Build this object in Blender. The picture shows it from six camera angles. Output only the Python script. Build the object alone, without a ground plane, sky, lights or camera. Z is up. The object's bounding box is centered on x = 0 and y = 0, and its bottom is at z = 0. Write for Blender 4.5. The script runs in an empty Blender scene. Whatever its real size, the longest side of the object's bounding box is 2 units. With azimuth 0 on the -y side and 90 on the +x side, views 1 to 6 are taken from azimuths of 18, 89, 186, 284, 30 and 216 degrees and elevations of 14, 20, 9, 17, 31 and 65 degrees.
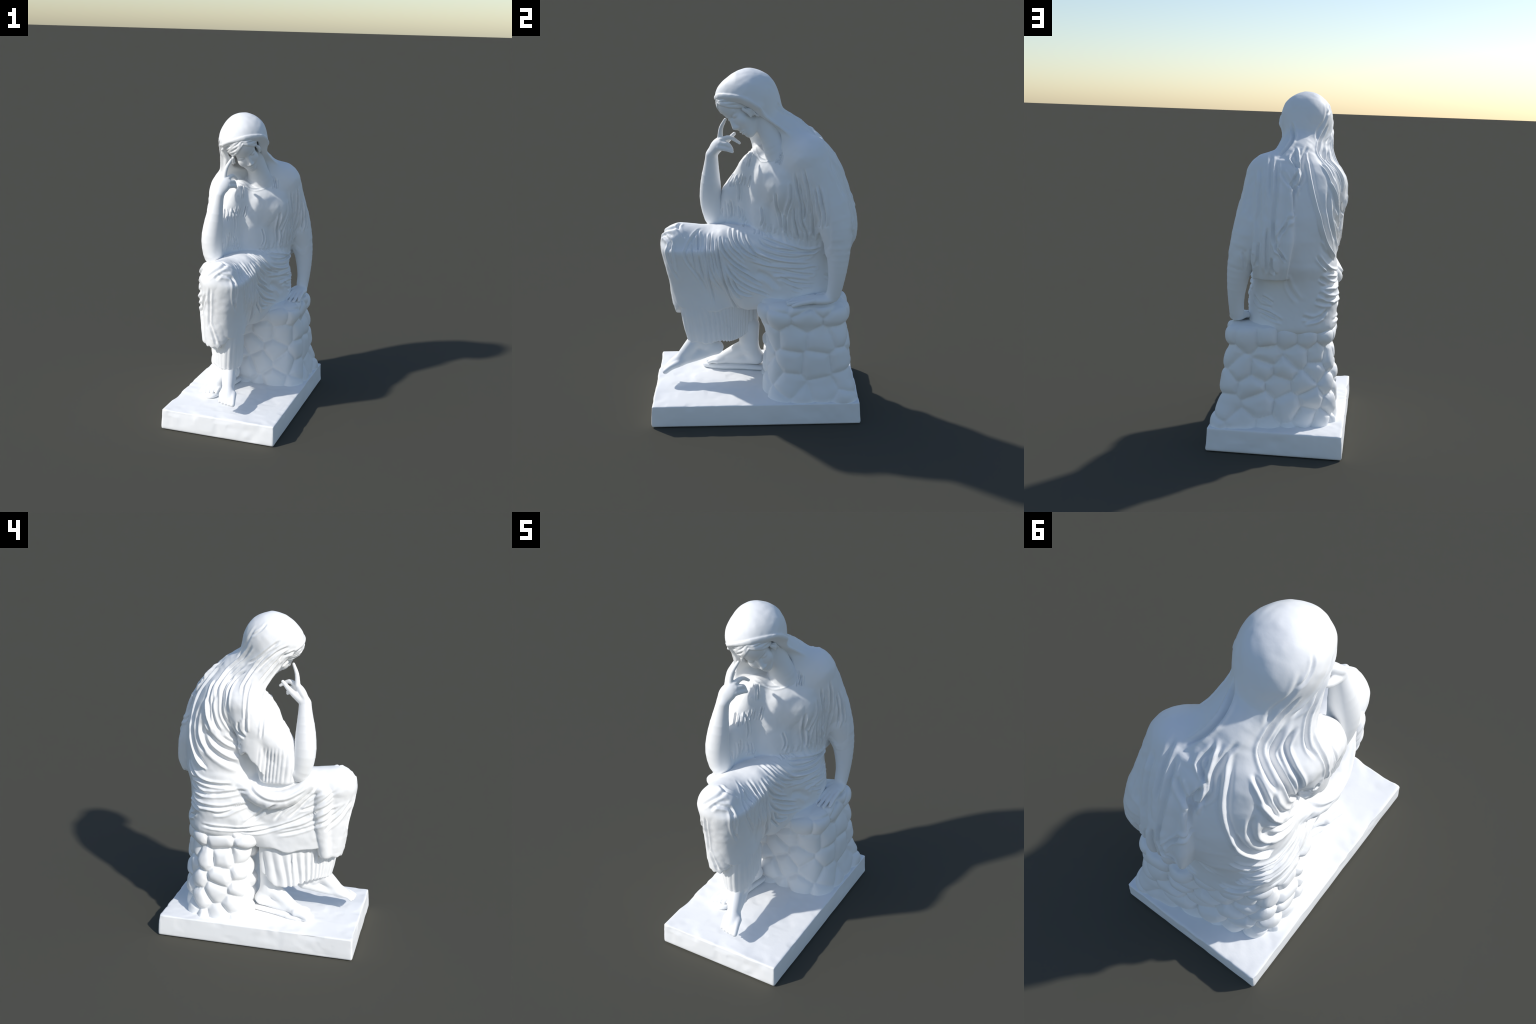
"""Seated veiled woman carved in white marble: head bowed onto the raised right hand,
legs crossed, left hand propped on a seat of piled boulders, all on a low plinth.
The soft forms are distance fields that are polygonised here; folds are relief laid
along curves on the resulting surfaces."""
import bpy, math
import numpy as np
from mathutils import Vector

F = np.float32
rng = np.random.default_rng(7)


# ------------------------------------------------------------------ distance fields
def V(*a):
    return np.array(a, F)


def unit(v):
    v = np.asarray(v, float)
    return v / np.linalg.norm(v)


def ell(p, c, r, axes=None):
    q = p - V(*c)
    if axes is not None:
        q = q @ np.asarray(axes, F).T
    r = V(*r)
    k0 = np.sqrt(((q / r) ** 2).sum(1)) + 1e-6
    k1 = np.sqrt(((q / (r * r)) ** 2).sum(1)) + 1e-6
    return k0 * (k0 - 1) / k1


def culled(p, lo, hi, f, margin=0.09):
    """work f out near its bounding box only; elsewhere the distance to the box will do"""
    q = np.maximum(np.maximum(np.asarray(lo, F) - p, p - np.asarray(hi, F)), 0)
    out = np.sqrt(np.einsum("ij,ij->i", q, q)) + F(0.002)
    m = out < margin
    if m.any():
        out[m] = f(p[m])
    return out


def cone(p, a, b, ra, rb):
    a, b = V(*a), V(*b)
    ab = b - a
    t = np.clip(((p - a) @ ab) / (ab @ ab), 0, 1)
    r = p - a - t[:, None] * ab
    return np.sqrt(np.einsum("ij,ij->i", r, r)) - (F(ra) + t * F(rb - ra))


def smin(a, b, k):
    h = np.clip(0.5 + 0.5 * (b - a) / k, 0, 1)
    return b + h * (a - b) - k * h * (1 - h)


def smax(a, b, k):
    return -smin(-a, -b, k)


def tube(p, pts, radii, k=0.0, sub=3):
    """round limb of changing thickness along a smoothed spine"""
    pts, radii = np.array([tuple(x) for x in pts], float), np.array(radii, float)
    if len(pts) > 2:
        s = np.r_[0, np.cumsum(np.linalg.norm(np.diff(pts, axis=0), axis=1))]
        t = np.concatenate([np.linspace(s[i], s[i + 1], sub, endpoint=False) for i in range(len(s) - 1)] + [s[-1:]])
        radii = soft(t, s, radii)
        pts = np.stack([soft(t, s, pts[:, j]) for j in range(3)], 1)
    def run(p):
        d = None
        for i in range(len(pts) - 1):
            e = cone(p, pts[i], pts[i + 1], radii[i], radii[i + 1])
            d = e if d is None else np.minimum(d, e)
        return d
    big = radii.max()
    return culled(p, pts.min(0) - big, pts.max(0) + big, run)


def box(p, c, half, r=0.01):
    q = np.abs(p - V(*c)) - (V(*half) - r)
    return np.sqrt((np.maximum(q, 0) ** 2).sum(1)) + np.minimum(q.max(1), 0) - r


def soft(x, xs, ys):
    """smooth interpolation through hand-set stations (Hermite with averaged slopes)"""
    xs, ys = np.asarray(xs, float), np.asarray(ys, float)
    m = np.gradient(ys, xs)
    x = np.clip(x, xs[0], xs[-1])
    i = np.clip(np.searchsorted(xs, x) - 1, 0, len(xs) - 2)
    h = xs[i + 1] - xs[i]
    t = (x - xs[i]) / h
    return ((2 * t ** 3 - 3 * t ** 2 + 1) * ys[i] + (t ** 3 - 2 * t ** 2 + t) * h * m[i]
            + (-2 * t ** 3 + 3 * t ** 2) * ys[i + 1] + (t ** 3 - t ** 2) * h * m[i + 1])


def loft(p, rows, n=2.4, rot=0.0, cap=0.03):
    """stack of superellipses; rows hold z, x0, x1, y0, y1 measured in a frame turned by rot degrees"""
    rows = np.array(rows, float)
    if not rot:
        lo = (rows[:, 1].min(), rows[:, 3].min() - 0.12, rows[0, 0])
        hi = (rows[:, 2].max(), rows[:, 4].max() + 0.12, rows[-1, 0])
        return culled(p, lo, hi, lambda p: loft_rows(p, rows, n, 0.0, cap))
    return loft_rows(p, rows, n, rot, cap)


def loft_rows(p, rows, n, rot, cap):
    ca, sa = math.cos(math.radians(rot)), math.sin(math.radians(rot))
    x = p[:, 0] * ca + p[:, 1] * sa
    y = -p[:, 0] * sa + p[:, 1] * ca
    z = p[:, 2]
    x0, x1, y0, y1 = (soft(z, rows[:, 0], rows[:, j]) for j in (1, 2, 3, 4))
    u = (x - (x0 + x1) / 2) / ((x1 - x0) / 2)
    v = (y - (y0 + y1) / 2) / ((y1 - y0) / 2)
    rad = np.hypot(x - (x0 + x1) / 2, y - (y0 + y1) / 2)
    q = (np.abs(u) ** n + np.abs(v) ** n) ** (1 / n) + 1e-5
    d = np.where(q > 0.05, rad * (1 - 1 / q), -np.minimum(x1 - x0, y1 - y0) / 2)
    dz = np.maximum(rows[0, 0] - z, z - rows[-1, 0])
    return smax(d * 0.92, dz, cap).astype(F)


# ------------------------------------------------------------------ polygoniser
def polygonise(f, lo, hi, h, B=8):
    lo, hi = np.array(lo, F), np.array(hi, F)
    nb = np.ceil((hi - lo) / (h * B)).astype(int)
    N = nb * B + 1
    bi = np.stack(np.meshgrid(*[np.arange(k) for k in nb], indexing="ij"), -1).reshape(-1, 3)
    dc = f((lo + (bi + 0.5) * (h * B)).astype(F))
    vol = np.empty(N, F)
    act = np.abs(dc) < h * B * 1.35 + 0.012
    sgn = np.where(dc > 0, 1, -1).astype(F).reshape(nb)
    vol[:-1, :-1, :-1] = np.kron(sgn, np.ones((B, B, B), F))
    vol[-1], vol[:, -1], vol[:, :, -1] = 1, 1, 1
    loc = np.stack(np.meshgrid(*[np.arange(B)] * 3, indexing="ij"), -1).reshape(-1, 3)
    idx = (bi[act][:, None, :] * B + loc[None]).reshape(-1, 3)
    for s in range(0, len(idx), 600000):
        q = idx[s:s + 600000]
        vol[q[:, 0], q[:, 1], q[:, 2]] = f((lo + q * h).astype(F))
    vol[0], vol[:, 0], vol[:, :, 0] = 1, 1, 1
    ins = vol < 0
    cnt = np.zeros(N - 1, np.int8)
    for a in (0, 1):
        for b in (0, 1):
            for c in (0, 1):
                cnt += ins[a:N[0] - 1 + a, b:N[1] - 1 + b, c:N[2] - 1 + c]
    cells = np.argwhere((cnt > 0) & (cnt < 8))
    cid = np.full(N - 1, -1, np.int64)
    cid[tuple(cells.T)] = np.arange(len(cells))
    acc, w = np.zeros((len(cells), 3)), np.zeros(len(cells))
    corners = [(a, b, c) for a in (0, 1) for b in (0, 1) for c in (0, 1)]
    for a in corners:
        for ax in range(3):
            if a[ax]:
                continue
            b = list(a)
            b[ax] = 1
            ia, ib = cells + a, cells + b
            va, vb = vol[tuple(ia.T)], vol[tuple(ib.T)]
            m = (va < 0) != (vb < 0)
            t = va[m] / (va[m] - vb[m])
            pt = ia[m].astype(float)
            pt[:, ax] += t
            acc[m] += pt
            w[m] += 1
    verts = lo + acc / w[:, None] * h
    quads = []
    for ax in range(3):
        sl0, sl1 = [slice(None)] * 3, [slice(None)] * 3
        sl0[ax], sl1[ax] = slice(0, -1), slice(1, None)
        a, b = ins[tuple(sl0)], ins[tuple(sl1)]
        e = np.argwhere(a != b)
        u, v = (ax + 1) % 3, (ax + 2) % 3
        e = e[(e[:, u] > 0) & (e[:, v] > 0)]
        flip = b[tuple(e.T)]
        def cell(du, dv):
            q = e.copy()
            q[:, u] -= du
            q[:, v] -= dv
            return cid[tuple(q.T)]
        q = np.stack([cell(1, 1), cell(0, 1), cell(0, 0), cell(1, 0)], 1)
        q[flip] = q[flip][:, ::-1]
        quads.append(q)
    quads = np.concatenate(quads)
    return verts, quads[(quads >= 0).all(1)]


def normals(v, q):
    n = np.cross(v[q[:, 2]] - v[q[:, 0]], v[q[:, 3]] - v[q[:, 1]])
    out = np.zeros_like(v)
    for k in range(4):
        for j in range(3):
            out[:, j] += np.bincount(q[:, k], n[:, j], len(v))
    return out / (np.linalg.norm(out, axis=1)[:, None] + 1e-12)


def relax(v, q, it=1, s=0.5, mask=None):
    e = np.concatenate([q[:, [0, 1]], q[:, [1, 2]], q[:, [2, 3]], q[:, [3, 0]]])
    cnt = np.bincount(e[:, 0], minlength=len(v)) + np.bincount(e[:, 1], minlength=len(v))
    for _ in range(it):
        a = np.stack([np.bincount(e[:, 0], v[e[:, 1], j], len(v)) + np.bincount(e[:, 1], v[e[:, 0], j], len(v)) for j in range(3)], 1)
        m = s if mask is None else s * mask[:, None]
        v = v + m * (a / np.maximum(cnt, 1)[:, None] - v)
    return v


# ------------------------------------------------------------------ folds
def spline(pts, n=40):
    pts = np.array(pts, float)
    s = np.r_[0, np.cumsum(np.linalg.norm(np.diff(pts, axis=0), axis=1))]
    t = np.linspace(0, s[-1], n)
    if len(pts) < 3:
        return np.stack([np.interp(t, s, pts[:, j]) for j in range(3)], 1)
    return np.stack([soft(t, s, pts[:, j]) for j in range(3)], 1)


class Relief:
    """height to add along the normals, gathered from folds"""
    def __init__(self, v, n):
        self.v, self.n, self.h = v, n, np.zeros(len(v))

    def curve(self, c, w, h, taper=True, reach=0.06, sharp=0.0):
        lo, hi = c.min(0) - reach, c.max(0) + reach
        ix = np.nonzero(((self.v > lo) & (self.v < hi)).all(1))[0]
        if not len(ix):
            return
        p = self.v[ix]
        best = np.full(len(ix), 9.0)
        par = np.zeros(len(ix))
        for i in range(len(c) - 1):
            a, ab = c[i], c[i + 1] - c[i]
            t = np.clip(((p - a) @ ab) / (ab @ ab + 1e-12), 0, 1)
            r = p - a - t[:, None] * ab
            # distance within the surface counts fully, height above it little
            out = (r * self.n[ix]).sum(1)
            d = np.sqrt(np.maximum((r ** 2).sum(1) - 0.85 * out ** 2, 0)) + np.where(np.abs(out) > reach, 1, 0)
            m = d < best
            best[m], par[m] = d[m], (i + t[m]) / (len(c) - 1)
        e = np.exp(-(best / w) ** 2)
        side = np.exp(-((best - 1.9 * w) / w) ** 2)
        amp = np.clip(np.minimum(par, 1 - par) * 5, 0.0, 1) if taper else 1.0
        if taper:
            amp = amp * amp * (3 - 2 * amp)
        self.h[ix] += h * amp * (e - 0.45 * side)

    def fold(self, pts, w=0.012, h=0.01, taper=True):
        self.curve(spline(pts), w, h, taper)

    def fan(self, A, B, n, w=0.011, h=0.008, seed=1, jit=0.35, ends=0.25):
        """n folds spread between two guide curves"""
        r = np.random.default_rng(seed)
        a, b = spline(A), spline(B)
        for i in range(n):
            t = (i + 0.5 + r.uniform(-jit, jit)) / n
            c = a * (1 - t) + b * t
            s0, s1 = r.uniform(0, ends), 1 - r.uniform(0, ends)
            c = c[int(s0 * 39):int(s1 * 39) + 1]
            wob = np.sin(np.linspace(0, r.uniform(2, 5), len(c)) + r.uniform(0, 6))[:, None] * 0.004
            c = c + wob * unit(r.normal(size=3))
            self.curve(c, w * r.uniform(0.7, 1.3), h * r.uniform(0.55, 1.3))

    def pleats(self, phase, mask, amp, seed=3, wob=0.0):
        """parallel pleats: phase counts pleats across the cloth, mask fades them out"""
        ph = phase + wob * np.sin(phase * 0.37 + self.v[:, 2] * 9 + seed) + 0.5 * np.sin(phase * 0.61 + seed)
        s = 0.5 + 0.5 * np.cos(2 * math.pi * ph)
        vary = 0.65 + 0.35 * np.sin(np.floor(ph + 0.5) * 12.9898 + seed)
        self.h += amp * mask * vary * (s ** 0.7 - 0.6)


def ramp(x, a, b):
    t = np.clip((x - a) / (b - a), 0, 1)
    return t * t * (3 - 2 * t)


def band(x, a, b, s=0.03):
    return ramp(x, a - s, a + s) * (1 - ramp(x, b - s, b + s))


# value noise in 3D, smooth, repeatable
_perm = np.random.default_rng(11).uniform(-1, 1, (32, 32, 32))


def noise(p, scale, off=0.0):
    q = np.asarray(p, float) * scale + off + 100
    i = np.floor(q).astype(int)
    f = q - i
    f = f * f * (3 - 2 * f)
    out = 0
    for a in (0, 1):
        for b in (0, 1):
            for c in (0, 1):
                wgt = (f[:, 0] if a else 1 - f[:, 0]) * (f[:, 1] if b else 1 - f[:, 1]) * (f[:, 2] if c else 1 - f[:, 2])
                out = out + wgt * _perm[(i[:, 0] + a) % 32, (i[:, 1] + b) % 32, (i[:, 2] + c) % 32]
    return out


# ------------------------------------------------------------------ material
def marble():
    m = bpy.data.materials.new("white_marble")
    m.use_nodes = True
    nt = m.node_tree
    b = nt.nodes["Principled BSDF"]
    tc = nt.nodes.new("ShaderNodeTexCoord")
    n1 = nt.nodes.new("ShaderNodeTexNoise")
    n1.inputs["Scale"].default_value = 5
    n1.inputs["Detail"].default_value = 5
    cr = nt.nodes.new("ShaderNodeValToRGB")
    cr.color_ramp.elements[0].position, cr.color_ramp.elements[1].position = 0.35, 0.7
    cr.color_ramp.elements[0].color = (0.92, 0.92, 0.915, 1)
    cr.color_ramp.elements[1].color = (0.95, 0.95, 0.95, 1)
    nt.links.new(tc.outputs["Object"], n1.inputs["Vector"])
    nt.links.new(n1.outputs["Fac"], cr.inputs["Fac"])
    nt.links.new(cr.outputs["Color"], b.inputs["Base Color"])
    b.inputs["Roughness"].default_value = 0.55
    b.inputs["Specular IOR Level"].default_value = 0.3
    n2 = nt.nodes.new("ShaderNodeTexNoise")
    n2.inputs["Scale"].default_value = 90
    n2.inputs["Detail"].default_value = 3
    bp = nt.nodes.new("ShaderNodeBump")
    bp.inputs["Strength"].default_value = 0.08
    bp.inputs["Distance"].default_value = 0.004
    nt.links.new(tc.outputs["Object"], n2.inputs["Vector"])
    nt.links.new(n2.outputs["Fac"], bp.inputs["Height"])
    nt.links.new(bp.outputs["Normal"], b.inputs["Normal"])
    return m


MAT = marble()
root = bpy.data.objects.new("seated_woman_statue", None)
root["label"] = "white marble statue of a veiled woman seated on boulders, pondering"
root["category"] = "statue"
bpy.context.collection.objects.link(root)


def add(name, verts, faces, parent=root, vn=None, smooth=True):
    me = bpy.data.meshes.new(name)
    faces = np.asarray(faces)
    me.vertices.add(len(verts))
    me.vertices.foreach_set("co", np.asarray(verts, F).ravel())
    k = faces.shape[1]
    me.loops.add(faces.size)
    me.loops.foreach_set("vertex_index", faces.astype(np.int32).ravel())
    me.polygons.add(len(faces))
    me.polygons.foreach_set("loop_start", np.arange(0, faces.size, k, dtype=np.int32))
    me.polygons.foreach_set("loop_total", np.full(len(faces), k, np.int32))
    me.update(calc_edges=True)
    me.validate()
    if smooth:
        me.shade_smooth()
    if vn is not None:
        me.normals_split_custom_set_from_vertices([tuple(x) for x in vn])
    me.materials.append(MAT)
    o = bpy.data.objects.new(name, me)
    bpy.context.collection.objects.link(o)
    o.parent = parent
    return o


def add_split(v, q, lab, names, parents=None):
    """one smooth surface handed out to several named parts, borders and normals shared"""
    vn = normals(v, q)
    out = {}
    for i, nm in enumerate(names):
        sel = q[lab == i]
        if len(sel) < 8:
            continue
        use, inv = np.unique(sel, return_inverse=True)
        par = root if not parents or not parents.get(nm) else out.get(parents[nm], root)
        out[nm] = add(nm.split("#")[0], v[use], inv.reshape(-1, 4), par, vn[use])
    return out


# ------------------------------------------------------------------ plinth
def plinth_sdf(p):
    z = p[:, 2]
    t = z / 0.135
    q = p.copy()
    d = box(q, (0, 0, 0.0695), (0.380, 0.609, 0.0695), 0.010)
    return d + 0.012 * np.clip(t - 0.2, 0, 1) * 0.6


v, q = polygonise(plinth_sdf, (-0.40, -0.63, -0.02), (0.40, 0.63, 0.17), 0.0065)
n = normals(v, q)
wear = noise(v, 9) * 0.5 + noise(v, 25, 3) * 0.3
# chipped and unevenly dressed along the upper arrises
rim = np.maximum(ramp(np.abs(v[:, 0]), 0.30, 0.36), ramp(np.abs(v[:, 1]), 0.53, 0.59)) * ramp(v[:, 2], 0.09, 0.13)
chip = np.minimum(noise(v * (1, 1, 0.4), 13, 9) + 0.15, 0)
v = v + n * (np.minimum(wear, 0.1) * 0.008 * ramp(v[:, 2], 0.0, 0.02) + rim * chip * 0.009)[:, None]
v[:, 2] = np.maximum(v[:, 2], 0)
v[:, 0] = np.clip(v[:, 0], -0.38, 0.38)
v[:, 1] = np.clip(v[:, 1], -0.61, 0.61)
add("plinth", v, q)

# ------------------------------------------------------------------ boulder seat
SEAT = [(0.10, -0.32, 0.365, 0.05, 0.525), (0.16, -0.315, 0.355, 0.055, 0.52), (0.24, -0.315, 0.325, 0.065, 0.51),
        (0.36, -0.31, 0.315, 0.075, 0.51), (0.50, -0.285, 0.305, 0.07, 0.50), (0.57, -0.28, 0.292, 0.045, 0.497),
        (0.63, -0.295, 0.303, 0.02, 0.51), (0.68, -0.29, 0.297, 0.03, 0.505), (0.71, -0.27, 0.28, 0.06, 0.49)]


def skew(p, s, y0=0.0, y1=0.45):
    """the back of the seat and of the figure turns towards her left"""
    q = p.copy()
    q[:, 1] -= s * p[:, 0] * ramp(p[:, 1], y0, y1)
    return q


def seat_sdf(p):
    return smin(loft(skew(p, 0.24), SEAT, 4.0, 0, 0.04), smin(ell(p, (0.28, 0.505, 0.17), (0.07, 0.075, 0.075)), cone(p, (0.30, 0.53, 0.13), (0.255, 0.485, 0.35), 0.042, 0.035), 0.05), 0.04)


v, q = polygonise(seat_sdf, (-0.40, -0.06, 0.06), (0.44, 0.62, 0.76), 0.0065)
n = normals(v, q)
# sites of the boulders: courses of uneven stones round the seat
sites = []
r = np.random.default_rng(5)
wall = v[(v[:, 2] > 0.14) & (v[:, 2] < 0.545)]
for k in range(2500):                           # rubble wall: uneven boulders, none too close
    c = wall[r.integers(len(wall))]
    room = 0.106 + 0.014 * math.sin(c[0] * 17 + c[1] * 23 + c[2] * 11) + 0.015 * (c[0] > 0.2)
    if all(np.linalg.norm((c - o) * (1, 1, 1.2)) > room for o in sites):
        sites.append(c)
cap = v[(np.abs(v[:, 2] - 0.635) < 0.006)]
ring = []
for k in range(400):                           # coping course
    c = cap[r.integers(len(cap))]
    if all(np.linalg.norm(c - o) > 0.105 for o in ring):
        ring.append(c)
sites += ring
for x in np.arange(-0.24, 0.3, 0.13):
    for y in np.arange(0.13, 0.5, 0.13):
        sites.append((x + r.uniform(-.02, .02), y + r.uniform(-.02, .02), 0.72))
sites = np.array(sites)
for _ in range(2):                             # settle the boulders into even packing
    near = np.argmin(((v[:, None, :] - sites[None]) ** 2).sum(2), 1)
    for k in range(len(sites)):
        if sites[k, 2] < 0.58 and (near == k).any():
            sites[k] = 0.35 * sites[k] + 0.65 * v[near == k].mean(0)
met = np.array([1, 1, 1.05])
d2 = ((v[:, None, :] - sites[None]) * met)
d2 = np.sqrt((d2 ** 2).sum(2))
order = np.argsort(d2, 1)[:, :2]
d1, dd = np.take_along_axis(d2, order[:, :1], 1)[:, 0], np.take_along_axis(d2, order[:, 1:2], 1)[:, 0]
gap = dd - d1
shape = np.sqrt(1.0001 - (1 - np.clip(gap / 0.095, 0, 1)) ** 2)
big = 0.75 + 0.5 * r.uniform(size=len(sites))[order[:, 0]]
soften = 1 - 0.75 * ramp(v[:, 2], 0.69, 0.70)
v = v + n * ((shape * 0.042 * big - 0.027) * (0.55 + 0.45 * ramp(0.25 - v[:, 0], 0.0, 0.2)) * soften + noise(v, 14) * 0.004)[:, None]
v = relax(v, q, 2, 0.5)
fc = order[q[:, 0], 0]
vn = normals(v, q)
core_v, core_q = polygonise(lambda p: seat_sdf(p) + 0.035, (-0.36, -0.03, 0.06), (0.40, 0.6, 0.74), 0.02)
seat = add("stone_seat", core_v, core_q)
cen = np.array([0.02, 0.3])
for i in range(len(sites)):
    sel = q[fc == i]
    if len(sel) < 6:
        continue
    use, inv = np.unique(sel, return_inverse=True)
    inv = inv.reshape(-1, 4)
    e = np.concatenate([inv[:, [0, 1]], inv[:, [1, 2]], inv[:, [2, 3]], inv[:, [3, 0]]])
    key = np.sort(e, 1) @ np.array([100000, 1])
    uq, cnt = np.unique(key, return_counts=True)
    rim = e[np.isin(key, uq[cnt == 1])]
    rv = np.unique(rim)
    back = np.full(len(use), -1)
    back[rv] = len(use) + np.arange(len(rv))
    inner = v[use][rv] - vn[use][rv] * 0.03
    skirt = np.stack([rim[:, 1], rim[:, 0], back[rim[:, 0]], back[rim[:, 1]]], 1)
    add("boulder", np.concatenate([v[use], inner]), np.concatenate([inv, skirt]), seat,
        np.concatenate([vn[use], vn[use][rv]]))

# ------------------------------------------------------------------ head
HO = np.array([0.0, -0.118, 1.736])            # root of the nose
HL = unit((0.80, 0.38, 0.42))                  # her left
HU = np.array([-0.08, -0.67, 0.74])
HU = unit(HU - HL * (HU @ HL))
HF = np.cross(HL, HU)
HEAD = np.stack([HL, HU, HF])


def hp(l, u, f):
    return tuple(HO + HL * l + HU * u + HF * f)


def loc(p):
    return ((p - HO.astype(F)) @ HEAD.T.astype(F)).astype(F)


CHAX = np.stack([unit((0.84, 0.54, 0)), unit((0.54, -0.84, 0)), np.array((0, 0, 1.0))])


def head_sdf(p):
    q = loc(p)
    d = ell(q, (0, 0.045, -0.095), (0.084, 0.105, 0.105))
    d = smin(d, ell(q, (0, -0.06, -0.06), (0.062, 0.095, 0.07)), 0.03)
    d = smin(d, ell(q, (0, -0.140, -0.028), (0.026, 0.024, 0.024)), 0.03)
    for s in (-1, 1):
        d = smin(d, ell(q, (s * 0.038, -0.055, -0.030), (0.030, 0.035, 0.028)), 0.02)      # cheek
        d = smax(d, -ell(q, (s * 0.034, -0.006, 0.012), (0.024, 0.014, 0.026)), 0.012)      # socket
        d = smin(d, ell(q, (s * 0.034, -0.010, -0.018), (0.019, 0.013, 0.016)), 0.004)      # lid and eye
        d = smin(d, cone(q, (s * 0.010, 0.010, -0.006), (s * 0.050, 0.016, -0.020), 0.008, 0.007), 0.012)
        d = smin(d, ell(q, (s * 0.012, -0.068, 0.006), (0.011, 0.010, 0.014)), 0.008)
    d = smin(d, cone(q, (0, 0.005, -0.006), (0, -0.058, 0.020), 0.009, 0.0125), 0.010)       # nose
    d = smin(d, ell(q, (0, -0.100, 0.000), (0.024, 0.0075, 0.012)), 0.005)                   # lips
    d = smin(d, ell(q, (0, -0.114, -0.002), (0.019, 0.008, 0.012)), 0.004)
    d = smax(d, -cone(q, (-0.024, -0.107, 0.008), (0.024, -0.107, 0.008), 0.003, 0.003), 0.003)
    # neck
    nk = tube(p, [(-0.04, 0.09, 1.72), (-0.005, 0.122, 1.61), (0.005, 0.165, 1.52)], [0.070, 0.068, 0.085])
    nk = smin(nk, ell(p, (0.0, 0.185, 1.46), (0.15, 0.095, 0.12), CHAX), 0.03)
    return smin(d, nk, 0.025)


def hair_locks(q):
    """wavy locks parted over the brow, gathered at the temples, with a curl before each ear"""
    d = None
    for s in (-1, 1):
        for i in range(7):
            ph = np.radians(np.linspace(0, 100, 6))
            ps = np.radians(np.interp(ph, [0, ph[-1]], [34 + 7 * i, -52 + 15 * i]) + 3 * np.sin(ph * 5 + i * 1.7) + 6 * np.sin(ph * 1.8))
            grow = 1.02 + 0.17 * (ph / ph[-1]) ** 2
            pts = np.stack([s * 0.084 * grow * np.sin(ph) * np.cos(ps), 0.045 + 0.105 * 1.0 * np.sin(ps), -0.095 + 0.105 * 1.0 * np.cos(ph) * np.cos(ps)], 1)
            e = tube(q, pts, [0.006, 0.008, 0.009, 0.011, 0.012, 0.011], 0, 1)
            d = e if d is None else smin(d, e, 0.003)
        for k in range(3):
            d = smin(d, tube(q, [(s * 0.086, -0.015 - .012 * k, -0.055 - .016 * k), (s * 0.094, -0.045, -0.062 - .018 * k), (s * 0.090, -0.080 - .006 * k, -0.060 - .018 * k)], [0.010, 0.012, 0.008], 0, 1), 0.003)
    return d


def hair_sdf(p):
    q = loc(p)
    far = ell(q, (0, 0.03, -0.095), (0.125, 0.155, 0.135))
    near = far < 0
    out = np.maximum(far, 0.02).astype(F)
    if near.any():
        out[near] = hair_locks(q[near])
    return out


def ear_sdf(p):
    q = loc(p)
    d = None
    for s in (-1, 1):
        e = ell(q, (s * 0.096, -0.078, -0.098), (0.012, 0.030, 0.019))
        e = smax(e, -ell(q, (s * 0.108, -0.076, -0.094), (0.009, 0.017, 0.009)), 0.004)
        d = e if d is None else np.minimum(d, e)
    return d


v, q = polygonise(lambda p: smin(smin(head_sdf(p), hair_sdf(p), 0.004), ear_sdf(p), 0.004), (-0.22, -0.24, 1.42), (0.2, 0.32, 1.98), 0.0035)
vc = v[q].mean(1).astype(F)
lc = loc(vc)
lab = np.where(hair_sdf(vc) < head_sdf(vc), 1, 0)
lab[ear_sdf(vc) < np.minimum(head_sdf(vc), hair_sdf(vc))] = 3
lab[(lab == 3) & (lc[:, 0] < 0)] = 4
lab[(lab == 0) & ((lc[:, 1] < -0.10) & (lc[:, 2] < -0.075) | (lc[:, 1] < -0.165))] = 2
add_split(v, q, lab, ["head", "hair", "neck", "ear#l", "ear#r"], {"hair": "head", "ear#l": "head", "ear#r": "head"})


# ------------------------------------------------------------------ arms and hands
def right_arm_sdf(p):
    d = tube(p, [(-0.185, -0.06, 1.21), (-0.185, -0.215, 1.085), (-0.188, -0.244, 1.19), (-0.175, -0.245, 1.32), (-0.156, -0.234, 1.46), (-0.150, -0.232, 1.49)],
             [0.050, 0.060, 0.066, 0.059, 0.039, 0.036], 0.03)
    ax = np.stack([unit((0.85, 0.15, -0.5)), unit((0.3, 0.55, 0.78)), unit(np.cross((0.85, 0.15, -0.5), (0.3, 0.55, 0.78)))])
    d = smin(d, ell(p, (-0.133, -0.205, 1.545), (0.045, 0.065, 0.028), ax), 0.02)
    for pts, rr in (
            ([(-0.134, -0.180, 1.590), (-0.124, -0.172, 1.655), (-0.101, -0.146, 1.708)], (0.0165, 0.0125, 0.0085)),
            ([(-0.116, -0.170, 1.588), (-0.098, -0.122, 1.604), (-0.087, -0.068, 1.574)], (0.0165, 0.0125, 0.0085)),
            ([(-0.102, -0.176, 1.568), (-0.084, -0.130, 1.562), (-0.080, -0.112, 1.538)], (0.0165, 0.0135, 0.0095)),
            ([(-0.096, -0.184, 1.545), (-0.078, -0.142, 1.540), (-0.074, -0.110, 1.526)], (0.0160, 0.0125, 0.0085)),
            ([(-0.158, -0.215, 1.505), (-0.168, -0.150, 1.560), (-0.161, -0.098, 1.613)], (0.0240, 0.0165, 0.0100))):
        d = smin(d, tube(p, pts, rr, 0.004), 0.007)
    return d


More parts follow.
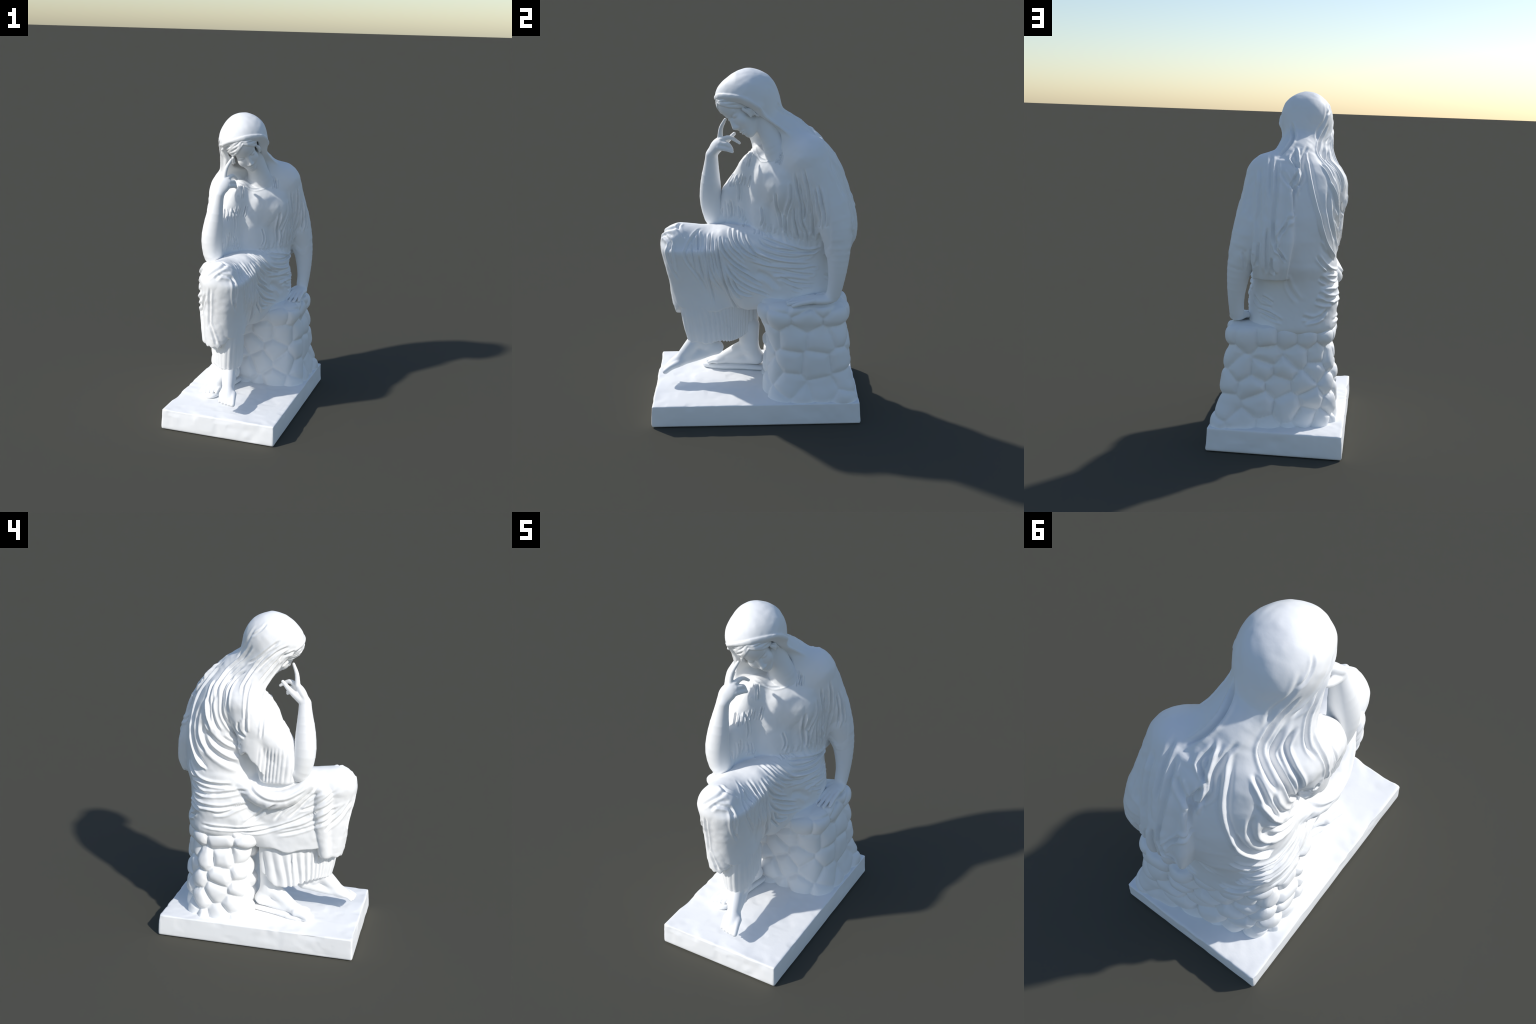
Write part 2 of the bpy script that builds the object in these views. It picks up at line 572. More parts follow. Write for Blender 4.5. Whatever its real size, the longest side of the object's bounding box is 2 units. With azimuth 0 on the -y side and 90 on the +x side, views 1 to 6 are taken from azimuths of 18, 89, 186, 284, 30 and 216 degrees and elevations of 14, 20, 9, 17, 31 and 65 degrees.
v, q = polygonise(right_arm_sdf, (-0.34, -0.34, 0.99), (-0.03, 0.1, 1.75), 0.0035)
vc = v[q].mean(1)
lab = (vc[:, 2] > 1.475).astype(int)
add_split(v, q, lab, ["arm#r", "hand#r"], {"hand#r": "arm#r"})


def left_arm_sdf(p):
    d = tube(p, [(0.205, 0.445, 1.16), (0.230, 0.475, 1.05), (0.244, 0.476, 0.95), (0.25, 0.465, 0.83), (0.247, 0.455, 0.775)],
             [0.080, 0.0715, 0.0585, 0.044, 0.041], 0.03)
    d = smin(d, ell(p, (0.248, 0.385, 0.735), (0.048, 0.085, 0.026)), 0.03)
    for x0, x1, y, rr in ((0.215, 0.200, 0.215, 0.011), (0.236, 0.228, 0.195, 0.012), (0.258, 0.258, 0.195, 0.012), (0.280, 0.287, 0.220, 0.011)):
        d = smin(d, tube(p, [(x0, 0.34, 0.738), ((x0 + x1) / 2, 0.275, 0.728), (x1, y, 0.712)], [0.015, 0.0135, rr * 0.85], 0.004), 0.005)
    d = smin(d, tube(p, [(0.212, 0.41, 0.745), (0.180, 0.355, 0.730), (0.172, 0.305, 0.716)], [0.018, 0.014, 0.010], 0.004), 0.01)
    return d


v, q = polygonise(left_arm_sdf, (0.10, 0.12, 0.66), (0.36, 0.60, 1.26), 0.0035)
vc = v[q].mean(1)
lab = (vc[:, 2] < 0.80).astype(int)
add_split(v, q, lab, ["arm#l", "hand#l"], {"hand#l": "arm#l"})


# ------------------------------------------------------------------ feet
def foot(p, heel, ball, ankle, toes, k, shin, spread):
    heel, ball, ankle = (np.array(x, float) for x in (heel, ball, ankle))
    fwd = unit(ball - heel)
    side = unit(np.cross(fwd, (0, 0, 1)))
    d = tube(p, [ankle + (0, 0, 0.14), ankle, ankle * .6 + heel * .4], [shin, shin * 0.93, 0.047], 0.02)
    d = smin(d, ell(p, heel + (0, 0, 0.012), (0.042, 0.048, 0.040)), 0.03)
    d = smin(d, tube(p, [ankle + fwd * 0.02, (ankle + ball) / 2 + (0, 0, 0.005), ball], [0.045, 0.042, 0.030], 0.02), 0.02)
    d = smin(d, tube(p, [heel, (heel + ball) / 2 - (0, 0, 0.002), ball + side * 0.0], [0.034, 0.034, 0.032], 0.02), 0.02)
    d = smin(d, ell(p, ball + fwd * 0.008, (0.052, 0.056, 0.025), np.stack([side, fwd, np.cross(side, fwd)])), 0.02)
    for i in range(5):
        o = (i - 2) * 0.022 * k * spread
        L = (0.090, 0.088, 0.082, 0.074, 0.062)[i]
        rr = (0.0180, 0.0140, 0.0130, 0.0125, 0.0115)[i]
        a = ball + side * o + fwd * 0.01
        b = ball + side * o * 1.12 + fwd * L + np.array((0, 0, toes))
        d = smin(d, tube(p, [a, (a + b) / 2 + (0, 0, 0.005), b], [rr * 1.15, rr, rr * 0.9], 0.004), 0.009)
    return d


def right_foot_sdf(p):
    return foot(p, (-0.030, -0.240, 0.308), (0.022, -0.468, 0.254), (-0.018, -0.340, 0.380), -0.020, 1, 0.047, 0.86)


def left_foot_sdf(p):
    return foot(p, (-0.105, 0.010, 0.200), (-0.155, -0.220, 0.180), (-0.105, -0.030, 0.290), -0.004, -1, 0.060, 1.0)


v, q = polygonise(right_foot_sdf, (-0.12, -0.62, 0.14), (0.17, -0.1, 0.60), 0.004)
add_split(v, q, (v[q].mean(1)[:, 2] > 0.40).astype(int), ["foot#r", "leg#r"])
v, q = polygonise(left_foot_sdf, (-0.27, -0.38, 0.11), (0.0, 0.13, 0.50), 0.004)
add_split(v, q, (v[q].mean(1)[:, 2] > 0.33).astype(int), ["foot#l", "leg#l"])


def sole_sdf(p):
    d = tube(p * V(1, 1, 2.2), [(-0.10, 0.03, 0.150 * 2.2), (-0.13, -0.10, 0.147 * 2.2), (-0.158, -0.235, 0.147 * 2.2), (-0.165, -0.285, 0.147 * 2.2)], [0.046, 0.048, 0.062, 0.050], 0.01)
    return smax(d * 0.6, p[:, 2] - 0.164, 0.006)


v, q = polygonise(sole_sdf, (-0.26, -0.40, 0.10), (-0.02, 0.12, 0.2), 0.005)
add("sandal", v, q)


# ------------------------------------------------------------------ cloth
TRUNK = [(0.66, -0.305, 0.20, 0.05, 0.505), (0.80, -0.295, 0.19, 0.05, 0.483), (0.95, -0.285, 0.17, 0.05, 0.49), (1.05, -0.285, 0.165, 0.05, 0.52),
         (1.20, -0.285, 0.175, 0.08, 0.530), (1.35, -0.285, 0.19, 0.10, 0.510), (1.47, -0.275, 0.19, 0.12, 0.470), (1.56, -0.24, 0.17, 0.14, 0.415),
         (1.63, -0.17, 0.12, 0.15, 0.355), (1.70, -0.13, 0.06, 0.13, 0.255)]


def trunk(p, rows=TRUNK, cap=0.05):
    return loft(skew(p, 0.10 + 0.13 * ramp(p[:, 2], 0.9, 1.2)), rows, 2.35, 0, cap)




SLEEVE = [(1.015, -0.262, -0.12, -0.195, 0.02), (1.08, -0.268, -0.12, -0.205, 0.03), (1.20, -0.272, -0.12, -0.19, 0.04), (1.32, -0.27, -0.12, -0.12, 0.06)]
PANEL = [(1.02, -0.285, -0.18, -0.02, 0.10), (1.15, -0.300, -0.18, -0.03, 0.12), (1.30, -0.312, -0.16, -0.03, 0.145), (1.42, -0.322, -0.12, -0.015, 0.20), (1.52, -0.312, -0.10, 0.01, 0.22), (1.59, -0.265, -0.09, 0.02, 0.22)]


def panel_sdf(p):
    """the veil where it hangs over the right upper arm, its lower edge stepping down to the front"""
    foot = 1.085 + 0.11 * ramp(p[:, 1], -0.02, 0.08) + 0.012 * np.sin(p[:, 1] * 90)
    return smax(loft(p, PANEL, 2.6, 0, 0.04), foot - p[:, 2], 0.008)


def tunic_sdf(p):
    d = trunk(p)
    d = smin(d, ell(p, (-0.03, 0.19, 1.37), (0.20, 0.17, 0.19), CHAX), 0.05)
    d = smin(d, ell(p, (-0.068, 0.138, 1.16), (0.145, 0.16, 0.20), CHAX), 0.06)
    d = smin(d, ell(p, (0.09, 0.205, 1.345), (0.08, 0.075, 0.10), CHAX), 0.08)
    d = smin(d, ell(p, (-0.095, 0.06, 1.32), (0.08, 0.08, 0.10), CHAX), 0.08)
    # left shoulder and sleeve
    d = smin(d, tube(p, [(0.115, 0.32, 1.52), (0.14, 0.375, 1.40), (0.19, 0.455, 1.20), (0.228, 0.475, 1.05), (0.24, 0.476, 0.98)], [0.120, 0.112, 0.096, 0.074, 0.060], 0.04), 0.05)
    # right shoulder and upper arm
    d = smin(d, tube(p, [(-0.185, 0.10, 1.455), (-0.21, 0.06, 1.39), (-0.195, -0.08, 1.235), (-0.19, -0.13, 1.165)], [0.105, 0.100, 0.088, 0.068], 0.04), 0.04)
    d = smin(d, tube(p, [(-0.105, 0.055, 1.495), (-0.13, 0.015, 1.43), (-0.165, -0.035, 1.34), (-0.185, -0.10, 1.25)], [0.060, 0.080, 0.082, 0.078], 0.04), 0.04)
    # its pleated sleeve, hanging to the lap, and the cloth between it and the breast
    d = smin(d, loft(p, SLEEVE, 2.6, 0, 0.025), 0.025)
    d = smin(d, tube(p, [(-0.13, 0.05, 1.40), (-0.13, -0.02, 1.22), (-0.12, -0.02, 1.06)], [0.06, 0.06, 0.06], 0.04), 0.04)
    # cloth spanning between the left arm and the breast
    d = smin(d, ell(p, (0.12, 0.32, 1.24), (0.065, 0.13, 0.20)), 0.05)
    d = smin(d, cone(p, (0.03, 0.27, 1.60), (0.11, 0.315, 1.565), 0.06, 0.075), 0.04)
    # cut for the neck
    cut = ell(p, (0.025, 0.08, 1.60), (0.085, 0.115, 0.10), CHAX)
    return smax(d, -cut, 0.012)


def thighs(p):
    d = cone(p, (-0.14, 0.28, 0.86), (-0.066, -0.425, 0.985), 0.155, 0.120)
    d = smin(d, cone(p, (0.04, 0.28, 0.84), (-0.035, -0.20, 0.84), 0.145, 0.125), 0.06)
    d = smin(d, cone(p, (-0.20, 0.14, 0.78), (-0.17, -0.04, 0.64), 0.09, 0.06), 0.04)
    d = smin(d, cone(p, (0.07, 0.12, 0.69), (0.04, -0.035, 0.645), 0.075, 0.05), 0.03)
    d = smin(d, cone(p, (0.07, 0.22, 0.80), (0.025, -0.06, 0.73), 0.12, 0.09), 0.05)
    d = smin(d, cone(p, (0.06, 0.20, 0.95), (-0.02, -0.15, 0.985), 0.13, 0.115), 0.06)
    return d


# skirts, in a frame turned with the crossed legs
SKIRT = [(0.52, -0.26, 0.0, -0.455, 0.09), (0.62, -0.262, 0.0, -0.462, 0.10), (0.75, -0.265, 0.005, -0.485, 0.12), (0.88, -0.255, 0.02, -0.51, 0.15), (0.98, -0.215, 0.03, -0.515, 0.18)]
UNDER = [(0.33, -0.230, -0.044, -0.372, 0.065), (0.45, -0.242, -0.042, -0.395, 0.07), (0.60, -0.248, -0.04, -0.415, 0.08), (0.75, -0.25, -0.04, -0.425, 0.085)]


def mantle_sdf(p):
    d = trunk(p, TRUNK[:4] + [(1.10, -0.265, 0.15, 0.08, 0.50)], 0.06)
    d = smin(d, thighs(p), 0.05)
    s = loft(p, SKIRT, 2.4, 12, 0.03)
    hem = 0.60 - p[:, 2] + 0.010 * np.sin(p[:, 1] * 34 + p[:, 0] * 11) + 0.012 * np.sin(p[:, 1] * 13 + 1) + 0.05 * ramp(-p[:, 1], 0.25, 0.48) * ramp(-p[:, 0], -0.05, 0.08)
    s = smax(s, hem, 0.01)
    d = smin(d, s, 0.05)
    # roll of cloth swagged under the right elbow
    d = smin(d, tube(p, [(-0.24, 0.12, 0.99), (-0.265, 0.0, 0.93), (-0.25, -0.14, 0.93), (-0.20, -0.28, 1.02)], [0.03, 0.05, 0.05, 0.035], 0.02), 0.02)
    return d


def apron_sdf(p):
    """end of the mantle thrown over the knee: a lobe on the shin and a tail beside it"""
    d = tube(p, [(-0.062, -0.43, 0.98), (-0.062, -0.402, 0.80), (-0.068, -0.392, 0.62), (-0.072, -0.395, 0.56)], [0.118, 0.110, 0.098, 0.086])
    tail = tube(p, [(-0.15, -0.36, 0.96), (-0.165, -0.36, 0.75), (-0.15, -0.385, 0.57)], [0.07, 0.05, 0.036])
    low = 0.548 + 0.9 * np.clip(p[:, 0] + 0.045, 0, 0.2) + 0.005 * np.sin(p[:, 0] * 160)
    d = smax(d, low - p[:, 2], 0.010)
    return smin(d, smax(tail, 0.545 - p[:, 2], 0.012), 0.014)


def under_sdf(p):
    d = loft(p, UNDER, 2.2, 20, 0.02)
    hem = 0.378 + 0.05 * ramp(p[:, 1], -0.1, 0.03) - 0.045 * ramp(-p[:, 0], 0.09, 0.17) * band(p[:, 1], -0.24, -0.05, 0.06) + 0.006 * np.sin(p[:, 1] * 55 + p[:, 0] * 40) - p[:, 2]
    return smax(d, hem, 0.008)


def veil_sdf(p):
    d = ell(p, (-0.065, -0.006, 1.843), (0.152, 0.163, 0.156))
    d = smin(d, ell(p, (-0.075, -0.075, 1.835), (0.125, 0.125, 0.115)), 0.03)
    d = smin(d, tube(p, [(-0.066, 0.03, 1.80), (-0.055, 0.088, 1.70), (-0.03, 0.20, 1.61), (0.01, 0.31, 1.49)], [0.126, 0.122, 0.128, 0.15], 0.04), 0.04)
    d = smin(d, tube(p, [(-0.13, -0.02, 1.76), (-0.142, 0.04, 1.66), (-0.182, 0.11, 1.53)], [0.085, 0.088, 0.095], 0.03), 0.03)
    d = smin(d, cone(p, (0.068, -0.01, 1.85), (0.068, 0.05, 1.81), 0.013, 0.014), 0.02)
    d = smin(d, cone(p, (-0.12, 0.12, 1.62), (-0.185, 0.19, 1.45), 0.075, 0.10), 0.04)
    return d


def veil_cut(p):
    """the veil with its opening round the face: the hem bows forward over the brow"""
    q = loc(p)
    l, u, f = q.T
    turn = (np.degrees(np.arctan2(u, l)) + 110) % 360 - 110            # round the face, from her left upward
    edge = soft(turn, [-110, -59, -46, -26, 3, 51, 103, 149, 206, 250], [-0.125, -0.112, -0.096, -0.087, -0.064, -0.027, -0.027, -0.088, -0.09, -0.125])
    hem = (f - edge).astype(F)
    d = veil_sdf(p)
    rolled = smax(d - 0.006, np.abs(hem + 0.006) - 0.008, 0.006)       # rolled edge of the cloth
    d = smax(d, hem * 0.95, 0.006)
    d = smin(d, rolled, 0.006)
    cav = smin(ell(q, (0, 0.005, -0.080), (0.104, 0.100, 0.110)), ell(q, (0, -0.10, -0.10), (0.102, 0.14, 0.10)), 0.03)
    return smax(d, -cav, 0.008)


CLOTH = ["tunic", "mantle", "veil"]


def cloth_fields(p):
    t, m, ve = tunic_sdf(p), mantle_sdf(p), veil_cut(p)
    # the mantle's end hangs over the left shoulder down the back
    x, z = p[:, 0], p[:, 2]
    side = np.maximum(np.maximum(-0.045 + 0.02 * np.sin(z * 9) - x, x - 0.155), np.maximum(0.972 - z, z - 1.62))
    flap = smax(trunk(p) - 0.024 + 0.007 * np.cos(x * 95 + 1.0) * ramp(-z, -1.6, -1.2) - (0.036 + 0.10 * np.clip(x, -0.1, 0.15)) * ramp(-z, -1.42, -1.02), np.maximum(side, 0.36 - p[:, 1]), 0.01)
    ve = np.minimum(smin(ve, panel_sdf(p), 0.03), flap)
    return t, np.minimum(m, apron_sdf(p)), ve


def cloth_sdf(p):
    t, m, ve = cloth_fields(p)
    return np.minimum(smin(t, m, 0.012), smin(ve, t, 0.012))


v, q = polygonise(cloth_sdf, (-0.42, -0.62, 0.48), (0.40, 0.68, 2.06), 0.004)
v = relax(v, q, 2, 0.5)
n = normals(v, q)
R = Relief(v, n)
# FOLDS
# veil falling down the back
R.fold([(-0.200, 0.073, 1.821), (-0.170, 0.120, 1.761), (-0.153, 0.183, 1.701), (-0.155, 0.232, 1.654), (-0.193, 0.261, 1.605), (-0.234, 0.274, 1.564), (-0.266, 0.272, 1.502)], w=0.0078, h=-0.0169)
R.fold([(-0.186, 0.105, 1.714), (-0.181, 0.165, 1.663), (-0.185, 0.213, 1.612), (-0.238, 0.233, 1.563), (-0.269, 0.233, 1.496), (-0.281, 0.224, 1.416), (-0.272, 0.197, 1.361), (-0.250, 0.152, 1.299), (-0.306, 0.102, 1.283)], w=0.0078, h=-0.0182)
R.fold([(-0.211, 0.103, 1.678), (-0.209, 0.167, 1.625), (-0.257, 0.193, 1.574), (-0.292, 0.195, 1.518), (-0.297, 0.190, 1.432)], w=0.0078, h=-0.0169)
R.fold([(-0.212, -0.070, 1.822), (-0.217, 0.010, 1.752), (-0.222, 0.056, 1.693), (-0.237, 0.090, 1.640), (-0.263, 0.112, 1.591), (-0.301, 0.107, 1.541)], w=0.0067, h=-0.0130)
R.fold([(-0.245, 0.064, 1.629), (-0.280, 0.081, 1.568), (-0.313, 0.081, 1.507), (-0.323, 0.079, 1.412), (-0.314, 0.076, 1.322)], w=0.0067, h=-0.0130)
R.fold([(-0.185, -0.132, 1.807), (-0.197, -0.078, 1.744), (-0.214, -0.020, 1.672), (-0.231, 0.018, 1.620), (-0.247, 0.033, 1.588)], w=0.0067, h=-0.0130)
R.fold([(-0.135, 0.005, 1.527), (-0.213, -0.009, 1.482), (-0.279, -0.012, 1.419), (-0.301, -0.014, 1.366), (-0.303, -0.008, 1.292)], w=0.0067, h=-0.0130)
R.fold([(-0.172, 0.298, 1.609), (-0.220, 0.313, 1.558), (-0.248, 0.318, 1.505), (-0.273, 0.312, 1.442), (-0.283, 0.301, 1.365)], w=0.0078, h=-0.0156)
R.fold([(-0.251, 0.289, 1.527), (-0.266, 0.299, 1.480), (-0.281, 0.290, 1.420), (-0.285, 0.263, 1.349), (-0.284, 0.233, 1.306)], w=0.0090, h=-0.0130)
R.fold([(-0.102, 0.268, 1.696), (-0.082, 0.335, 1.644), (-0.081, 0.382, 1.590), (-0.093, 0.419, 1.530), (-0.048, 0.470, 1.450), (-0.045, 0.493, 1.417)], w=0.0078, h=-0.0130)
R.fold([(-0.060, 0.301, 1.687), (-0.024, 0.383, 1.625), (-0.068, 0.412, 1.571), (-0.039, 0.452, 1.501), (-0.047, 0.492, 1.407), (-0.057, 0.521, 1.329)], w=0.0078, h=-0.0130)
R.fold([(-0.226, 0.342, 1.518), (-0.262, 0.333, 1.452), (-0.278, 0.315, 1.383), (-0.287, 0.283, 1.313)], w=0.0090, h=0.0130)
R.fold([(-0.230, 0.368, 1.457), (-0.234, 0.393, 1.376), (-0.248, 0.391, 1.299), (-0.263, 0.371, 1.234), (-0.280, 0.325, 1.171)], w=0.0112, h=-0.0156)
R.fold([(-0.261, 0.362, 1.375), (-0.270, 0.354, 1.303), (-0.280, 0.315, 1.228), (-0.285, 0.252, 1.174), (-0.270, 0.175, 1.131), (-0.239, 0.118, 1.107)], w=0.0179, h=-0.0221)
R.fold([(-0.270, 0.349, 1.338), (-0.282, 0.314, 1.294), (-0.285, 0.263, 1.244), (-0.278, 0.204, 1.207), (-0.242, 0.128, 1.168)], w=0.0179, h=-0.0208)
R.fold([(-0.284, 0.233, 1.291), (-0.273, 0.190, 1.257), (-0.296, 0.109, 1.240)], w=0.0101, h=-0.0117)
R.fold([(-0.197, 0.431, 1.364), (-0.215, 0.430, 1.282), (-0.243, 0.403, 1.190), (-0.269, 0.354, 1.125)], w=0.0101, h=-0.0130)
R.fold([(-0.213, 0.439, 1.199), (-0.237, 0.411, 1.146), (-0.264, 0.371, 1.111), (-0.273, 0.342, 1.075)], w=0.0112, h=0.0130)
R.fold([(-0.300, 0.164, 1.385), (-0.298, 0.139, 1.338), (-0.311, 0.081, 1.296)], w=0.0067, h=-0.0094)
R.fold([(-0.321, 0.124, 1.399), (-0.311, 0.121, 1.347), (-0.311, 0.081, 1.301)], w=0.0067, h=-0.0094)
R.fold([(-0.324, 0.084, 1.422), (-0.323, 0.084, 1.373), (-0.316, 0.082, 1.332)], w=0.0090, h=-0.0094)
R.fold([(-0.181, -0.008, 1.948), (-0.201, 0.039, 1.900), (-0.189, 0.091, 1.868)], w=0.0067, h=-.005)
R.fold([(-0.204, -0.090, 1.860), (-0.218, -0.024, 1.803), (-0.205, 0.063, 1.733), (-0.187, 0.111, 1.706)], w=0.0067, h=-0.0117)
R.fold([(-0.182, -0.142, 1.825), (-0.206, -0.078, 1.791), (-0.218, -0.011, 1.733), (-0.230, 0.049, 1.669)], w=0.0067, h=-0.0117)
R.fold([(-0.154, -0.172, 1.794), (-0.181, -0.108, 1.767), (-0.184, -0.075, 1.717)], w=0.0067, h=-0.0117)
R.fold([(-0.179, 0.052, 1.931), (-0.181, 0.107, 1.845), (-0.144, 0.152, 1.774), (-0.148, 0.194, 1.701)], w=0.0090, h=-.005)
R.fold([(-0.043, 0.298, 1.694), (-0.058, 0.367, 1.628), (-0.065, 0.437, 1.517), (-0.070, 0.476, 1.417)], w=0.0078, h=0.0182)
R.fold([(-0.081, 0.289, 1.689), (-0.106, 0.350, 1.606), (-0.147, 0.428, 1.463), (-0.182, 0.444, 1.351), (-0.227, 0.420, 1.205), (-0.257, 0.381, 1.136)], w=0.0090, h=0.0143)
R.fold([(0.016, 0.144, 1.830), (-0.004, 0.171, 1.777), (-0.011, 0.254, 1.726), (0.011, 0.314, 1.680), (0.056, 0.371, 1.635)], w=0.0078, h=-0.0208)
R.fold([(0.094, 0.346, 1.649), (0.083, 0.475, 1.513), (0.077, 0.521, 1.415)], w=0.0090, h=-0.0117)
R.fold([(0.059, 0.390, 1.624), (0.043, 0.503, 1.460), (0.046, 0.554, 1.294), (0.040, 0.578, 1.212)], w=0.0090, h=-0.0130)
R.fold([(0.142, 0.418, 1.587), (0.131, 0.492, 1.455), (0.115, 0.536, 1.317)], w=0.0101, h=-0.0091)
R.fold([(-0.066, 0.495, 1.350), (-0.017, 0.553, 1.269), (0.012, 0.578, 1.225), (0.021, 0.588, 1.186)], w=0.0067, h=-0.0130)
R.fold([(0.034, 0.441, 1.564), (-0.005, 0.467, 1.516), (-0.059, 0.466, 1.450)], w=0.0112, h=-0.0104)
# end of the mantle on the back
R.fold([(0.020, 0.587, 1.193), (0.027, 0.592, 1.162), (-0.004, 0.577, 1.117), (-0.033, 0.582, 1.079)], w=0.0055, h=-0.0135)
R.fold([(0.076, 0.566, 1.268), (0.076, 0.589, 1.150), (0.074, 0.569, 1.007)], w=0.0083, h=-0.0216)
R.fold([(0.046, 0.552, 1.304), (0.040, 0.577, 1.218), (0.022, 0.593, 1.154)], w=0.0083, h=-0.0162)
R.fold([(0.121, 0.561, 1.185), (0.124, 0.567, 1.099), (0.131, 0.558, 1.048)], w=0.0074, h=-0.0108)
R.fold([(0.048, 0.583, 1.106), (0.042, 0.579, 1.038), (0.028, 0.577, 1.006)], w=0.0083, h=-0.0162)
# hips
R.fold([(0.111, 0.452, 0.863), (0.076, 0.470, 0.850), (0.042, 0.480, 0.830)], w=0.0074, h=-0.0135)
R.fold([(0.164, 0.401, 0.859), (0.109, 0.457, 0.812), (0.041, 0.481, 0.807)], w=0.0083, h=-0.0121)
R.fold([(0.133, 0.443, 0.794), (0.058, 0.481, 0.773), (-0.018, 0.492, 0.734)], w=0.0064, h=-0.0149)
R.fold([(0.117, 0.456, 0.774), (0.047, 0.487, 0.747), (-0.019, 0.493, 0.729)], w=0.0064, h=-0.0108)
R.fold([(-0.025, 0.559, 0.993), (-0.057, 0.480, 0.906), (-0.104, 0.471, 0.842)], w=0.0110, h=-0.0108)
R.fold([(-0.184, 0.463, 1.114), (-0.212, 0.441, 1.070), (-0.248, 0.405, 1.029), (-0.290, 0.277, 0.986)], w=0.0083, h=-0.0175)
R.fold([(-0.202, 0.445, 0.987), (-0.251, 0.392, 0.947), (-0.290, 0.328, 0.923)], w=0.0092, h=-0.0162)
R.fold([(-0.201, 0.439, 0.897), (-0.241, 0.414, 0.871), (-0.294, 0.339, 0.850)], w=0.0092, h=-0.0149)
R.fold([(-0.185, 0.448, 0.856), (-0.221, 0.428, 0.840), (-0.282, 0.364, 0.830)], w=0.0092, h=-0.0149)
R.fold([(-0.117, 0.474, 0.764), (-0.180, 0.453, 0.749), (-0.241, 0.412, 0.767)], w=0.0092, h=-0.0135)
R.fold([(-0.128, 0.477, 0.732), (-0.207, 0.437, 0.751), (-0.257, 0.394, 0.797)], w=0.0083, h=-0.0121)
R.fold([(-0.193, 0.450, 1.295), (-0.223, 0.427, 1.202), (-0.256, 0.385, 1.129), (-0.281, 0.319, 1.068)], w=0.0074, h=0.0189)
R.fold([(-0.222, 0.435, 1.018), (-0.279, 0.336, 0.996), (-0.292, 0.241, 0.990), (-0.276, 0.160, 0.993)], w=0.0092, h=-0.0175)
R.fold([(-0.205, 0.435, 0.937), (-0.282, 0.348, 0.927), (-0.295, 0.239, 0.936), (-0.289, 0.059, 0.977)], w=0.0092, h=-0.0175)
R.fold([(-0.188, 0.453, 0.853), (-0.297, 0.331, 0.852), (-0.300, 0.207, 0.854), (-0.299, 0.044, 0.914)], w=0.0092, h=-0.0149)
R.fold([(-0.303, 0.286, 0.809), (-0.299, 0.189, 0.830), (-0.291, 0.154, 0.850), (-0.263, 0.065, 0.887)], w=0.0092, h=-0.0135)
R.fold([(-0.277, 0.368, 0.727), (-0.304, 0.236, 0.726), (-0.275, 0.090, 0.725), (-0.239, -0.053, 0.753)], w=0.0074, h=-0.0135)
R.fold([(-0.282, 0.107, 0.751), (-0.245, 0.032, 0.797), (-0.293, -0.063, 0.879), (-0.306, -0.125, 0.921)], w=0.0092, h=-0.0135)
# right thigh
R.fold([(-0.282, 0.143, 0.703), (-0.254, 0.004, 0.708), (-0.240, -0.114, 0.747), (-0.222, -0.229, 0.797), (-0.218, -0.345, 0.864), (-0.176, -0.452, 0.935)], w=0.0074, h=-0.0117)
R.fold([(-0.241, -0.079, 0.693), (-0.227, -0.202, 0.721), (-0.215, -0.348, 0.777), (-0.170, -0.432, 0.832), (-0.140, -0.506, 0.916)], w=0.0083, h=-0.0097)
R.fold([(-0.236, -0.160, 0.801), (-0.221, -0.227, 0.866), (-0.210, -0.287, 0.936), (-0.202, -0.384, 0.998)], w=0.0083, h=-0.0117)
R.fold([(-0.242, -0.077, 0.782), (-0.239, -0.147, 0.863), (-0.233, -0.227, 0.919), (-0.208, -0.303, 0.980)], w=0.0083, h=-0.0126)
R.fold([(-0.218, 0.066, 1.015), (-0.286, 0.024, 0.979), (-0.310, -0.054, 0.946), (-0.298, -0.146, 0.945), (-0.272, -0.216, 0.974), (-0.249, -0.263, 1.008), (-0.230, -0.276, 1.040)], w=0.0092, h=0.0097)
R.fold([(-0.211, -0.372, 0.734), (-0.167, -0.434, 0.787), (-0.138, -0.497, 0.865), (-0.113, -0.526, 0.922)], w=0.0092, h=-0.0097)
R.fold([(-0.241, -0.114, 0.735), (-0.216, -0.258, 0.780), (-0.218, -0.375, 0.849), (-0.159, -0.480, 0.908)], w=0.0092, h=0.0087)
R.fold([(-0.224, -0.216, 0.853), (-0.205, -0.300, 0.880), (-0.215, -0.388, 0.942), (-0.183, -0.451, 0.999)], w=0.0074, h=-0.0078)
# lap and left side
R.fold([(-0.027, -0.320, 1.084), (0.042, -0.321, 1.016), (0.084, -0.311, 0.908), (0.069, -0.287, 0.778)], w=0.0055, h=-0.0121)
R.fold([(0.031, -0.357, 1.043), (0.087, -0.351, 0.971), (0.076, -0.338, 0.844)], w=0.0055, h=-0.0095)
R.fold([(-0.005, -0.271, 1.070), (0.082, -0.277, 0.978), (0.085, -0.265, 0.846), (0.056, -0.246, 0.720), (0.049, -0.225, 0.611)], w=0.0055, h=-0.0121)
R.fold([(0.005, -0.246, 1.073), (0.052, -0.251, 1.018), (0.088, -0.238, 0.929), (0.091, -0.227, 0.827)], w=0.0055, h=-0.0108)
R.fold([(0.045, -0.204, 1.065), (0.090, -0.205, 0.989), (0.096, -0.187, 0.859), (0.076, -0.161, 0.758), (0.051, -0.125, 0.657), (-0.010, -0.099, 0.562)], w=0.0064, h=-0.0189)
R.fold([(0.053, -0.187, 1.067), (0.095, -0.174, 0.996), (0.103, -0.127, 0.932), (0.118, -0.071, 0.890), (0.130, -0.014, 0.858)], w=0.0064, h=-0.0189)
